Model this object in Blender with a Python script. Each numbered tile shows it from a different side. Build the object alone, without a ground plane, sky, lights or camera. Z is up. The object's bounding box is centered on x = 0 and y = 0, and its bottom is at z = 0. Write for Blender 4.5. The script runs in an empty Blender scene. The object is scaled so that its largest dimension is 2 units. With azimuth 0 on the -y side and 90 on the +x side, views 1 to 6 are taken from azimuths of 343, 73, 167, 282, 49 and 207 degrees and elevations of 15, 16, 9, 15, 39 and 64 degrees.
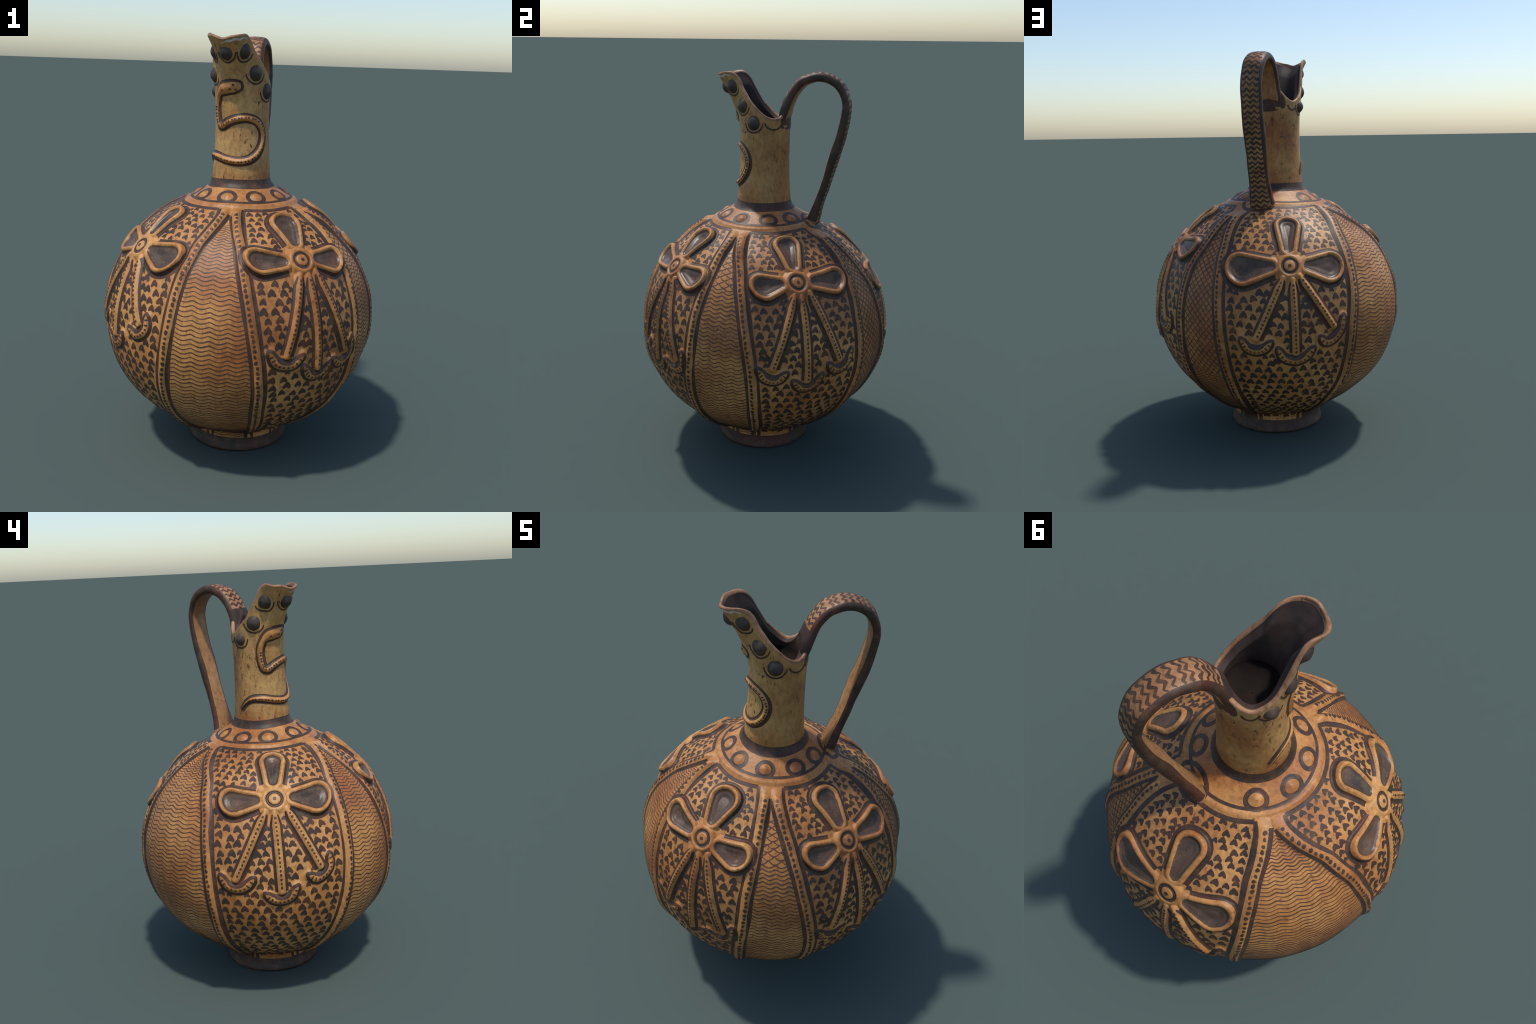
# A round-bellied clay jug: ribbed globe body with four relief flowers, a tall beaked neck
# with an applied snake, and a strap handle.  All slip-painted marks are thin raised pieces
# that are laid onto the modelled surfaces.
import bpy
import math
import numpy as np

rng = np.random.default_rng(7)
RAD = math.pi / 180.0

# ------------------------------------------------------------------ small helpers
def sstep(a, b, x):
    t = np.clip((x - a) / (b - a), 0.0, 1.0)
    return t * t * (3.0 - 2.0 * t)

def bump(d):
    """Round ridge profile: 1 at d = 0, 0 at |d| = 1."""
    q = np.clip(1.0 - d * d, 0.0, None)
    return q * q

def wrap(a):
    return (a + 180.0) % 360.0 - 180.0

def spline(points, n, closed=False):
    """Centripetal-like Catmull-Rom through control points, resampled evenly."""
    p = np.asarray(points, float)
    if closed:
        q = np.concatenate([p[-1:], p, p[:2]])
    else:
        q = np.concatenate([2 * p[:1] - p[1:2], p, 2 * p[-1:] - p[-2:-1]])
    out = []
    for i in range(1, len(q) - 2):
        a, b, c, d = q[i - 1], q[i], q[i + 1], q[i + 2]
        t = np.linspace(0, 1, 40, endpoint=False)[:, None]
        out.append(0.5 * (2 * b + (c - a) * t + (2 * a - 5 * b + 4 * c - d) * t ** 2
                          + (3 * b - a - 3 * c + d) * t ** 3))
    out.append(q[-2:-1])
    out = np.concatenate(out)
    s = np.concatenate([[0], np.cumsum(np.linalg.norm(np.diff(out, axis=0), axis=1))])
    si = np.linspace(0, s[-1], n)
    return np.stack([np.interp(si, s, out[:, k]) for k in range(out.shape[1])], 1)

class Lumps:
    """Smooth seeded noise: a sum of random plane waves."""
    def __init__(self, seed, freq, n=14):
        r = np.random.default_rng(seed)
        k = r.normal(size=(n, 3))
        self.k = k / np.linalg.norm(k, axis=1)[:, None] * freq * r.uniform(0.6, 1.5, (n, 1))
        self.p = r.uniform(0, 6.28, n)
        self.n = n
    def __call__(self, P):
        s = 0.0
        for k, p in zip(self.k, self.p):
            s = s + np.sin(P @ k + p)
        return s / math.sqrt(self.n)

# ------------------------------------------------------------------ materials
def material(name, build):
    m = bpy.data.materials.new(name)
    m.use_nodes = True
    nt = m.node_tree
    nt.nodes.clear()
    out = nt.nodes.new("ShaderNodeOutputMaterial")
    bs = nt.nodes.new("ShaderNodeBsdfPrincipled")
    nt.links.new(bs.outputs[0], out.inputs[0])
    build(nt, bs)
    return m

def coords(nt, scale=(1, 1, 1)):
    tc = nt.nodes.new("ShaderNodeTexCoord")
    mp = nt.nodes.new("ShaderNodeMapping")
    mp.inputs["Scale"].default_value = scale
    nt.links.new(tc.outputs["Object"], mp.inputs[0])
    return mp.outputs[0]

def noise(nt, vec, scale, detail=4, rough=0.6):
    n = nt.nodes.new("ShaderNodeTexNoise")
    n.inputs["Scale"].default_value = scale
    n.inputs["Detail"].default_value = detail
    n.inputs["Roughness"].default_value = rough
    nt.links.new(vec, n.inputs["Vector"])
    return n.outputs["Fac"]

def ramp(nt, fac, stops):
    r = nt.nodes.new("ShaderNodeValToRGB")
    e = r.color_ramp.elements
    while len(e) < len(stops):
        e.new(0.5)
    for el, (pos, col) in zip(e, stops):
        el.position = pos
        el.color = tuple(col) + (1,) if len(col) == 3 else col
    nt.links.new(fac, r.inputs[0])
    return r.outputs[0]

def mix(nt, fac, a, b):
    m = nt.nodes.new("ShaderNodeMix")
    m.data_type = 'RGBA'
    for sock, v in ((m.inputs[0], fac), (m.inputs[6], a), (m.inputs[7], b)):
        if hasattr(v, "is_output"):
            nt.links.new(v, sock)
        elif isinstance(v, tuple):
            sock.default_value = v + (1,)
        else:
            sock.default_value = v
    return m.outputs[2]

def add_bump(nt, bs, fac, strength, dist):
    b = nt.nodes.new("ShaderNodeBump")
    b.inputs["Strength"].default_value = strength
    b.inputs["Distance"].default_value = dist
    nt.links.new(fac, b.inputs["Height"])
    nt.links.new(b.outputs[0], bs.inputs["Normal"])

def srgb(r, g, b):
    f = lambda c: (c / 255 / 12.92) if c / 255 <= 0.04045 else ((c / 255 + 0.055) / 1.055) ** 2.4
    return (f(r), f(g), f(b))

def clay(name, light, mid, deep, speck, speck_amount=0.5, rough=0.42):
    def build(nt, bs):
        v = coords(nt)
        base = ramp(nt, noise(nt, v, 3.2, 5, 0.6), [(0.34, deep), (0.5, mid), (0.64, light)])
        fine = ramp(nt, noise(nt, coords(nt, (1, 1, 0.6)), 48, 6, 0.75), [(0.3, (0.60, 0.58, 0.55)), (0.52, (1.0, 1.0, 1.0)), (0.72, (1.22, 1.22, 1.22))])
        mul = nt.nodes.new("ShaderNodeMix")
        mul.data_type = 'RGBA'
        mul.blend_type = 'MULTIPLY'
        mul.inputs[0].default_value = 1.0
        nt.links.new(base, mul.inputs[6])
        nt.links.new(fine, mul.inputs[7])
        # stretched dark specks in the fired surface
        vs = coords(nt, (1, 1, 0.45))
        sp = ramp(nt, noise(nt, vs, 70, 3, 0.65), [(0.56, (0, 0, 0)), (0.66, (1, 1, 1))])
        patch = ramp(nt, noise(nt, v, 7, 3, 0.5), [(0.40, (0, 0, 0)), (0.60, (speck_amount,) * 3)])
        mm = nt.nodes.new("ShaderNodeMath")
        mm.operation = 'MULTIPLY'
        nt.links.new(sp, mm.inputs[0])
        nt.links.new(patch, mm.inputs[1])
        nt.links.new(mix(nt, mm.outputs[0], mul.outputs[2], speck), bs.inputs["Base Color"])
        bs.inputs["Roughness"].default_value = rough
        bs.inputs["Specular IOR Level"].default_value = 0.35
        add_bump(nt, bs, noise(nt, v, 90, 5, 0.7), 0.30, 0.005)
    return material(name, build)

def slip(name, dark, mid, red, worn, wear=0.58, rough=0.42, red_from=0.56, spec=0.35):
    def build(nt, bs):
        v = coords(nt)
        info = nt.nodes.new("ShaderNodeObjectInfo")
        n1 = noise(nt, v, 6.5, 4, 0.6)
        base = ramp(nt, n1, [(0.33, dark), (0.50, mid), (red_from + 0.14, red)])
        w = ramp(nt, noise(nt, v, 120, 5, 0.75), [(wear, (0, 0, 0)), (wear + 0.12, (0.65,) * 3)])
        thin = ramp(nt, noise(nt, v, 22, 4, 0.6), [(0.45, (0, 0, 0)), (0.75, (0.22,) * 3)])
        c = mix(nt, w, base, worn)
        c = mix(nt, thin, c, worn)
        nt.links.new(c, bs.inputs["Base Color"])
        bs.inputs["Roughness"].default_value = rough
        bs.inputs["Specular IOR Level"].default_value = spec
        add_bump(nt, bs, noise(nt, v, 130, 4, 0.65), 0.15, 0.004)
    return material(name, build)

CLAY = clay("ochre_clay", srgb(192, 140, 82), srgb(175, 119, 65), srgb(150, 90, 47), srgb(110, 62, 34), 0.75)
NECK_CLAY = clay("pale_neck_clay", srgb(184, 146, 91), srgb(170, 126, 73), srgb(146, 93, 50), srgb(78, 50, 32), 1.0)
HANDLE_CLAY = clay("handle_clay", srgb(172, 130, 88), srgb(156, 112, 72), srgb(138, 94, 58), srgb(84, 56, 38), 0.7)
SLIP = slip("dark_brown_slip", srgb(47, 39, 33), srgb(60, 43, 35), srgb(80, 41, 31), srgb(146, 104, 66), rough=0.5)
LINE = slip("thin_brown_slip", srgb(66, 49, 37), srgb(80, 52, 38), srgb(98, 56, 39), srgb(160, 114, 70), rough=0.5)
GLAZE = slip("worn_umber_glaze", srgb(58, 48, 40), srgb(78, 60, 48), srgb(92, 62, 48), srgb(150, 124, 100), 0.58, 0.38)
STUD = slip("blackish_stud_slip", srgb(44, 40, 38), srgb(56, 48, 44), srgb(82, 62, 50), srgb(128, 106, 84), 0.60, 0.55)
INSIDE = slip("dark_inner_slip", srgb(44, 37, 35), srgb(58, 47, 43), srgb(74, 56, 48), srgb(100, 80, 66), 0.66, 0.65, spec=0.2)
DEEP = slip("darkest_inner_floor", srgb(26, 22, 21), srgb(34, 28, 26), srgb(44, 35, 31), srgb(56, 46, 40), 0.75, 0.9, spec=0.08)
RIM_CLAY = clay("brown_rim_clay", srgb(164, 122, 88), srgb(138, 98, 70), srgb(98, 70, 54), srgb(60, 44, 36), 0.8)
CHIP = clay("bare_chipped_clay", srgb(205, 200, 190), srgb(196, 186, 172), srgb(180, 165, 148), srgb(150, 130, 110), 0.2)

# ------------------------------------------------------------------ object making
ROOT = bpy.data.objects.new("clay_jug", None)
ROOT.empty_display_size = 0.2
bpy.context.scene.collection.objects.link(ROOT)
ROOT["label"] = "round clay jug with relief flowers, snake neck and strap handle"
ROOT["category"] = "jug"

def make(name, verts, faces, normals, mat, parent=ROOT, kind=None):
    """Mesh from numpy quads/tris (tris repeat the last index), with given vertex normals."""
    me = bpy.data.meshes.new(name)
    verts = np.array(verts, float)
    verts[:, 2] = np.maximum(verts[:, 2], 0.0)
    if normals is not None:             # wind the faces to agree with the normals
        g = np.cross(verts[faces[:, 2]] - verts[faces[:, 0]], verts[faces[:, 3]] - verts[faces[:, 1]])
        if (g * normals[faces[:, 0]]).sum() < 0:
            faces = faces[:, ::-1].copy()
            t3 = faces[:, 0] == faces[:, 1]
            faces[t3] = np.roll(faces[t3], -1, axis=1)
    tri = faces[:, 2] == faces[:, 3]
    counts = np.where(tri, 3, 4)
    starts = np.concatenate([[0], np.cumsum(counts)[:-1]]).astype(np.int32)
    keep = np.ones(faces.shape, bool)
    keep[tri, 3] = False
    me.vertices.add(len(verts))
    me.vertices.foreach_set("co", np.ascontiguousarray(verts, np.float32).ravel())
    loops = faces[keep].astype(np.int32)
    me.loops.add(len(loops))
    me.loops.foreach_set("vertex_index", loops)
    me.polygons.add(len(faces))
    me.polygons.foreach_set("loop_start", starts)
    me.polygons.foreach_set("use_smooth", np.ones(len(faces), bool))
    me.update(calc_edges=True)
    me.validate()
    if normals is not None:
        me.normals_split_custom_set_from_vertices(np.ascontiguousarray(normals, np.float32).tolist())
    me.materials.append(mat)
    ob = bpy.data.objects.new(name, me)
    bpy.context.scene.collection.objects.link(ob)
    ob.parent = parent
    if kind:
        ob["kind"] = kind
    return ob

def sub(name, V, F, N, mask, mat, parent=ROOT):
    """Separate the masked faces of a shared surface into an object of their own."""
    f = F[mask]
    if not len(f):
        return None
    ids, inv = np.unique(f, return_inverse=True)
    return make(name, V[ids], inv.reshape(f.shape), N[ids], mat, parent)

class Batch:
    """Collects several thin pieces into one mesh."""
    def __init__(self):
        self.v, self.f, self.n, self.c = [], [], [], 0
    def add(self, piece):
        v, f, n = piece
        self.v.append(v); self.f.append(f + self.c); self.n.append(n)
        self.c += len(v)
    def make(self, name, mat, parent=ROOT, kind=None):
        if not self.v:
            return None
        return make(name, np.concatenate(self.v), np.concatenate(self.f), np.concatenate(self.n), mat, parent, kind)

# ------------------------------------------------------------------ surface charts
class Surface:
    """Grid over chart (u periodic, v open): base positions for metric, displaced ones for paint."""
    def __init__(self, base, disp, period, vmin, vmax):
        self.B, self.D = base, disp
        self.nv, self.nu = disp.shape[:2]
        self.period, self.v0, self.v1 = period, vmin, vmax
        du = np.roll(disp, -1, 1) - np.roll(disp, 1, 1)
        dv = np.gradient(disp, axis=0)
        n = np.cross(du, dv)
        n /= np.maximum(np.linalg.norm(n, axis=2, keepdims=True), 1e-12)
        self.N = n
        self.sign = 1.0
    def flip(self):
        self.N = -self.N
    def samp(self, G, u, v):
        x = (np.asarray(u) / self.period) % 1.0 * self.nu
        y = np.clip((np.asarray(v) - self.v0) / (self.v1 - self.v0) * (self.nv - 1), 0, self.nv - 1.001)
        i = np.floor(x).astype(int); j = np.floor(y).astype(int)
        fx = (x - i)[..., None]; fy = (y - j)[..., None]
        i %= self.nu; i2 = (i + 1) % self.nu
        return ((G[j, i] * (1 - fx) + G[j, i2] * fx) * (1 - fy)
                + (G[j + 1, i] * (1 - fx) + G[j + 1, i2] * fx) * fy)
    def jac(self, u, v):
        eu = self.period / self.nu * 2; ev = (self.v1 - self.v0) / (self.nv - 1) * 2
        pu = (self.samp(self.B, u + eu, v) - self.samp(self.B, u - eu, v)) / (2 * eu)
        va = np.clip(v + ev, self.v0, self.v1); vb = np.clip(v - ev, self.v0, self.v1)
        pv = (self.samp(self.B, u, va) - self.samp(self.B, u, vb)) / (va - vb)[..., None]
        return pu, pv
    def step(self, u, v, vec):
        """Chart step that moves by the given 3D tangent vector."""
        pu, pv = self.jac(u, v)
        a = (pu * pu).sum(-1); b = (pu * pv).sum(-1); c = (pv * pv).sum(-1)
        p = (pu * vec).sum(-1); q = (pv * vec).sum(-1)
        det = np.maximum(a * c - b * b, 1e-12)
        return (p * c - q * b) / det, (q * a - p * b) / det
    def frame(self, u, v):
        """Horizontal and downhill tangents of the base surface."""
        pu, pv = self.jac(u, v)
        n = np.cross(pu, pv); n /= np.linalg.norm(n, axis=-1, keepdims=True)
        e1 = pu / np.linalg.norm(pu, axis=-1, keepdims=True)
        e2 = np.cross(n, e1)
        return e1, e2

LIFT = 0.0013
def strip(S, path, half, closed=False, lift=LIFT, step=0.005, skew=(1.0, 1.0)):
    """A painted stroke: a low, closed-edged band following a chart path."""
    path = np.asarray(path, float)
    P = S.samp(S.B, path[:, 0], path[:, 1])
    if closed:
        path = np.concatenate([path, path[:1] + [[S.period * round((path[-1, 0] - path[0, 0]) / S.period), 0]]])
        P = S.samp(S.B, path[:, 0], path[:, 1])
    s = np.concatenate([[0], np.cumsum(np.linalg.norm(np.diff(P, axis=0), axis=1))])
    n = max(3, int(s[-1] / step) + 1)
    si = np.linspace(0, s[-1], n)
    u = np.interp(si, s, path[:, 0]); v = np.interp(si, s, path[:, 1])
    half = np.interp(si, s, np.resize(np.asarray(half, float), len(s)) if np.ndim(half) else np.full(len(s), half))
    C = S.samp(S.B, u, v)
    tan = np.gradient(C, axis=0)
    if closed:
        tan[0] = tan[-1] = C[1] - C[-2]
    tan /= np.maximum(np.linalg.norm(tan, axis=1, keepdims=True), 1e-9)
    pu, pv = S.jac(u, v)
    nb = np.cross(pu, pv); nb /= np.linalg.norm(nb, axis=1, keepdims=True)
    side = np.cross(nb, tan)
    du, dv = S.step(u, v, side)
    m = max(3, 2 * int(math.ceil(half.max() / 0.005)) + 1)
    off = np.linspace(-1, 1, m)
    off = np.concatenate([[-1.0], off * 0.97, [1.0]])
    hh = np.concatenate([[-0.0012], np.full(m, lift), [-0.0012]])
    sc = np.where(off < 0, skew[0], skew[1])
    U = u[:, None] + du[:, None] * (half[:, None] * off * sc)
    W = v[:, None] + dv[:, None] * (half[:, None] * off * sc)
    Q = S.samp(S.D, U, W); N = S.samp(S.N, U, W)
    N /= np.linalg.norm(N, axis=2, keepdims=True)
    V = Q + N * hh[None, :, None]
    if not closed:                      # sink the stroke ends
        V[0] -= N[0] * (lift + 0.001); V[-1] -= N[-1] * (lift + 0.001)
    k = len(off)
    a = (np.arange(n - 1)[:, None] * k + np.arange(k - 1)[None]).ravel()
    F = np.stack([a, a + k, a + k + 1, a + 1], 1)
    return V.reshape(-1, 3), F, N.reshape(-1, 3)

def patch(S, axis, rim, rings=4, lift=LIFT, dome=None):
    """A filled mark: rings shrink from the outline 'rim' to the medial 'axis' (chart coords)."""
    axis = np.asarray(axis, float); rim = np.asarray(rim, float)
    if axis.ndim == 1:
        axis = np.repeat(axis[None], len(rim), 0)
    k = np.concatenate([np.linspace(0.0, 0.96, rings), [1.0]])
    X = axis[None] + (rim - axis)[None] * k[:, None, None]
    Q = S.samp(S.D, X[..., 0], X[..., 1]); N = S.samp(S.N, X[..., 0], X[..., 1])
    N /= np.linalg.norm(N, axis=2, keepdims=True)
    h = np.full(len(k), lift)
    if dome is not None:
        h = h + dome(k)
    h[-1] = -0.0012
    V = Q + N * h[:, None, None]
    n = len(rim)
    if dome is not None:                # normals of the dome itself
        du = np.roll(V, -1, 1) - np.roll(V, 1, 1); dk = np.gradient(V, axis=0)
        M = np.cross(dk, du)
        M *= np.sign((M * N).sum(-1, keepdims=True) + 1e-12)
        L = np.linalg.norm(M, axis=2, keepdims=True)
        N = np.where(L > 1e-10, M / np.maximum(L, 1e-12), N)
    a = np.arange(n); b = (a + 1) % n
    F = np.concatenate([np.stack([r * n + a, (r + 1) * n + a, (r + 1) * n + b, r * n + b], 1)
                        for r in range(len(k) - 1)])
    return V.reshape(-1, 3), F, N.reshape(-1, 3)

def local(S, u0, v0, xy):
    """Metric offsets (right, down) about a chart point -> chart coordinates."""
    xy = np.asarray(xy, float)
    u = np.full(len(xy), float(u0)); v = np.full(len(xy), float(v0))
    e1, e2 = S.frame(u, v)
    du, dv = S.step(u, v, e1 * xy[:, :1] + e2 * xy[:, 1:])
    return np.stack([u + du, v + dv], 1)

def blob(S, u0, v0, rx, ry, rot=0.0, n=16, rings=3, wob=0.08, dome=None, lift=LIFT):
    th = np.linspace(0, 2 * math.pi, n, endpoint=False)
    r = 1 + wob * np.sin(2 * th + rng.uniform(0, 6)) + wob * 0.6 * np.sin(3 * th + rng.uniform(0, 6))
    x, y = r * rx * np.cos(th), r * ry * np.sin(th)
    c, s = math.cos(rot), math.sin(rot)
    return patch(S, (u0, v0), local(S, u0, v0, np.stack([x * c - y * s, x * s + y * c], 1)), rings, lift, dome)

# ================================================================== BODY
PROFILE = [(0.1385, 1.345), (0.1405, 1.335), (0.147, 1.320), (0.160, 1.306), (0.182, 1.292), (0.210, 1.276),
           (0.252, 1.249), (0.327, 1.200), (0.421, 1.140), (0.505, 1.060), (0.573, 0.970), (0.622, 0.860),
           (0.649, 0.740), (0.652, 0.600), (0.620, 0.460), (0.554, 0.340), (0.457, 0.240), (0.362, 0.170),
           (0.292, 0.128), (0.248, 0.104), (0.236, 0.080), (0.240, 0.045), (0.251, 0.012), (0.251, 0.003),
           (0.244, 0.000)]
NU, NV = 1280, 520
prof = spline(PROFILE, NV)
T = np.concatenate([[0], np.cumsum(np.linalg.norm(np.diff(prof, axis=0), axis=1))])
TMAX = T[-1]
prT = np.linspace(0, TMAX, NV)
R_of_t = lambda t: np.interp(t, T, prof[:, 0])
Z_of_t = lambda t: np.interp(t, T, prof[:, 1])
t_of_z = lambda z: np.interp(-np.asarray(z, float), -prof[:, 1], T)
t_of_r = lambda r: float(np.interp(r, prof[:NV // 3, 0], T[:NV // 3]))   # on the shoulder

AZ, TT = np.meshgrid(np.arange(NU) * 360.0 / NU, prT)
RR = R_of_t(TT); ZZ = Z_of_t(TT)

# the hand-thrown body leans a little: centre of the wall at each height
AXIS_Z = (0.0, 0.10, 0.20, 0.38, 0.65, 0.95, 1.12, 1.26, 1.34)
AXIS_X = (0.006, 0.006, -0.003, -0.005, -0.001, -0.000, -0.002, -0.005, -0.0095)
AXIS_Y = (-0.008, -0.010, -0.007, -0.004, -0.002, -0.007, -0.012, -0.011, -0.0075)
def body_point(r, az, z):
    cx = np.interp(z, AXIS_Z, AXIS_X); cy = np.interp(z, AXIS_Z, AXIS_Y)
    a = np.radians(az)
    # the shoulder sits a little lower at the back left
    z = z - 0.011 * sstep(1.20, 1.27, z) * sstep(1.34, 1.30, z) * np.clip(np.cos(a - 230 * RAD), 0, 1)
    return np.stack([cx + r * np.sin(a), cy - r * np.cos(a), z + 0 * a], -1)

BASE = body_point(RR, AZ, ZZ)

# --- panel borders: azimuth of the wave panels' edges at heights (apex first)
WAVES = [
    dict(apex=(-24.5, 1.212), zs=(1.10, 0.98, 0.86, 0.745, 0.62, 0.50, 0.37, 0.24, 0.12, 0.05),
         L=(-35.5, -38.9, -40.2, -41.0, -42.3, -43.7, -45.0, -46.0, -46.0, -46.0),
         R=(-19.0, -16.2, -13.8, -12.0, -10.2, -9.0, -8.8, -8.0, -5.5, -5.0), wl=0.078, scale=False),
    dict(apex=(48.8, 1.205), zs=(1.09, 0.97, 0.86, 0.72, 0.59, 0.47, 0.33, 0.24, 0.12, 0.05),
         L=(46.0, 44.2, 42.7, 42.0, 41.0, 40.3, 39.0, 38.5, 37.0, 37.0),
         R=(56.0, 59.6, 61.8, 64.0, 65.4, 65.8, 65.6, 65.0, 60.5, 60.0), wl=0.058, scale=False),
    dict(apex=(131.0, 1.178), zs=(1.06, 0.96, 0.85, 0.73, 0.60, 0.48, 0.36, 0.24, 0.12, 0.05),
         L=(127.5, 124.0, 122.2, 121.9, 121.7, 121.0, 120.5, 120.0, 120.0, 120.0),
         R=(135.5, 137.2, 138.4, 139.5, 140.4, 140.8, 141.2, 141.0, 139.0, 138.0), wl=0.034, scale=True),
    dict(apex=(-138.5, 1.215), zs=(1.10, 0.97, 0.82, 0.68, 0.53, 0.39, 0.24, 0.12, 0.05),
         L=(-148.0, -151.5, -154.0, -156.2, -157.2, -157.4, -157.5, -157.0, -157.0),
         R=(-118.5, -110.7, -107.6, -105.9, -105.1, -105.2, -105.5, -107.0, -107.0), wl=0.095, scale=False),
]
for w in WAVES:
    w["t0"] = float(t_of_z(w["apex"][1]))
    ts = np.concatenate([[w["t0"] - 0.05, w["t0"]], t_of_z(np.array(w["zs"]))])
    fine = np.linspace(ts[0], TMAX, 400)
    for k in "LR":
        az = np.concatenate([[w["apex"][0]] * 2, w[k]])
        a = np.interp(fine, ts, az)
        ker = np.hanning(25); ker /= ker.sum()
        pad = np.concatenate([np.full(12, a[0]), a, np.full(12, a[-1])])
        sm = np.convolve(pad, ker, "valid")
        w["f" + k] = (fine, sm)
    w["edge"] = lambda t, k, w=w: np.interp(t, *w["f" + k])

def rib_scale(t):          # ribs draw together where they run onto the foot
    return 1.0 - 0.45 * sstep(0.30, 0.12, Z_of_t(t))

RIB_MID, RIB_OUT = 0.026, 0.056
def rib_az(w, side, t, off):
    s = -1 if side == "L" else 1
    return w["edge"](t, side) + s * off * rib_scale(t) / R_of_t(t) / RAD

T_RING = t_of_r(0.262)
T_LINE_IN = t_of_r(0.243)
T_LINE_OUT = t_of_r(0.283)
T_BAND = float(t_of_z(1.306))
T_FOOT = float(t_of_z(0.105))
T_DARK = float(t_of_z(0.064))

# --- flowers: centre, petals (inner centre, outer centre, outer radius), stems and buds in metres
FLOWERS = [
    dict(lift=1.0, c=(-75.0, 1.040), petals=[((0.0, -0.092), (0.008, -0.203), 0.060), ((-0.088, 0.0), (-0.192, 0.012), 0.069),
                                   ((0.090, -0.004), (0.202, 0.012), 0.077)],
         stems=[((-0.045, 0.055), (-0.195, 0.368)), ((-0.004, 0.06), (0.014, 0.425)), ((0.05, 0.045), (0.198, 0.330))],
         buds=[[(-0.262, 0.355), (-0.236, 0.396), (-0.189, 0.408), (-0.147, 0.394), (-0.115, 0.362)],
               [(-0.054, 0.436), (-0.028, 0.458), (0.013, 0.466), (0.054, 0.450), (0.082, 0.410)],
               [(0.144, 0.362), (0.177, 0.381), (0.218, 0.364), (0.244, 0.328), (0.241, 0.285)]]),
    dict(lift=1.12, c=(14.8, 1.042), petals=[((0.004, -0.092), (0.008, -0.190), 0.073), ((-0.088, -0.004), (-0.192, -0.010), 0.064),
                                  ((0.088, 0.004), (0.178, 0.022), 0.065)],
         stems=[((-0.028, 0.06), (-0.132, 0.412)), ((0.010, 0.065), (0.027, 0.490)), ((0.05, 0.055), (0.192, 0.440))],
         buds=[[(-0.206, 0.392), (-0.179, 0.435), (-0.137, 0.453), (-0.095, 0.450), (-0.060, 0.420)],
               [(-0.044, 0.472), (-0.010, 0.514), (0.029, 0.524), (0.067, 0.510), (0.090, 0.480)],
               [(0.118, 0.468), (0.155, 0.494), (0.196, 0.488), (0.234, 0.452), (0.236, 0.398)]]),
    dict(lift=0.95, c=(90.8, 1.037), petals=[((0.0, -0.092), (0.0, -0.206), 0.066), ((-0.088, 0.002), (-0.166, 0.014), 0.066),
                                  ((0.090, 0.002), (0.200, 0.018), 0.067)],
         stems=[((-0.028, 0.058), (-0.165, 0.405)), ((0.003, 0.065), (0.006, 0.482)), ((0.045, 0.05), (0.178, 0.400))],
         buds=[[(-0.234, 0.410), (-0.205, 0.448), (-0.168, 0.467), (-0.135, 0.463), (-0.104, 0.434)],
               [(-0.060, 0.480), (-0.030, 0.513), (0.006, 0.521), (0.049, 0.503), (0.074, 0.462)],
               [(0.118, 0.416), (0.140, 0.442), (0.188, 0.450), (0.231, 0.420), (0.248, 0.368)]]),
    dict(lift=0.8, c=(173.7, 0.970), petals=[((0.002, -0.092), (0.010, -0.226), 0.064), ((-0.090, 0.0), (-0.232, 0.016), 0.082),
                                   ((0.090, 0.0), (0.204, 0.015), 0.078)],
         stems=[((-0.035, 0.055), (-0.174, 0.345)), ((0.010, 0.065), (0.013, 0.420)), ((0.042, 0.05), (0.203, 0.300))],
         buds=[[(-0.244, 0.352), (-0.217, 0.391), (-0.176, 0.403), (-0.137, 0.393), (-0.108, 0.364)],
               [(-0.068, 0.398), (-0.042, 0.441), (0.014, 0.459), (0.062, 0.440), (0.095, 0.400)],
               [(0.138, 0.352), (0.161, 0.374), (0.201, 0.362), (0.243, 0.319), (0.258, 0.262)]]),
]
PETAL_IN = 0.042
def f_local(fl, az, t):
    return wrap(az - fl["c"][0]) * RAD * R_of_t(t), t - fl["t"]
def f_chart(fl, xy):
    xy = np.asarray(xy, float)
    t = fl["t"] + xy[:, 1]
    return np.stack([fl["c"][0] + xy[:, 0] / R_of_t(t) / RAD, t], 1)

def d_capsule(x, y, p, q, r1, r2):
    """Signed distance to a drop shape: two discs joined by their tangents."""
    p = np.asarray(p); q = np.asarray(q)
    ax = q - p; L = np.linalg.norm(ax); ax = ax / L
    px = np.abs((x - p[0]) * ax[1] - (y - p[1]) * ax[0])
    py = (x - p[0]) * ax[0] + (y - p[1]) * ax[1]
    b = (r1 - r2) / L
    a = math.sqrt(max(1 - b * b, 0))
    k = -px * b + py * a
    d1 = np.hypot(px, py) - r1
    d2 = np.hypot(px, py - L) - r2
    d3 = px * a + py * b - r1
    return np.where(k < 0, d1, np.where(k > a * L, d2, d3))

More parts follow.
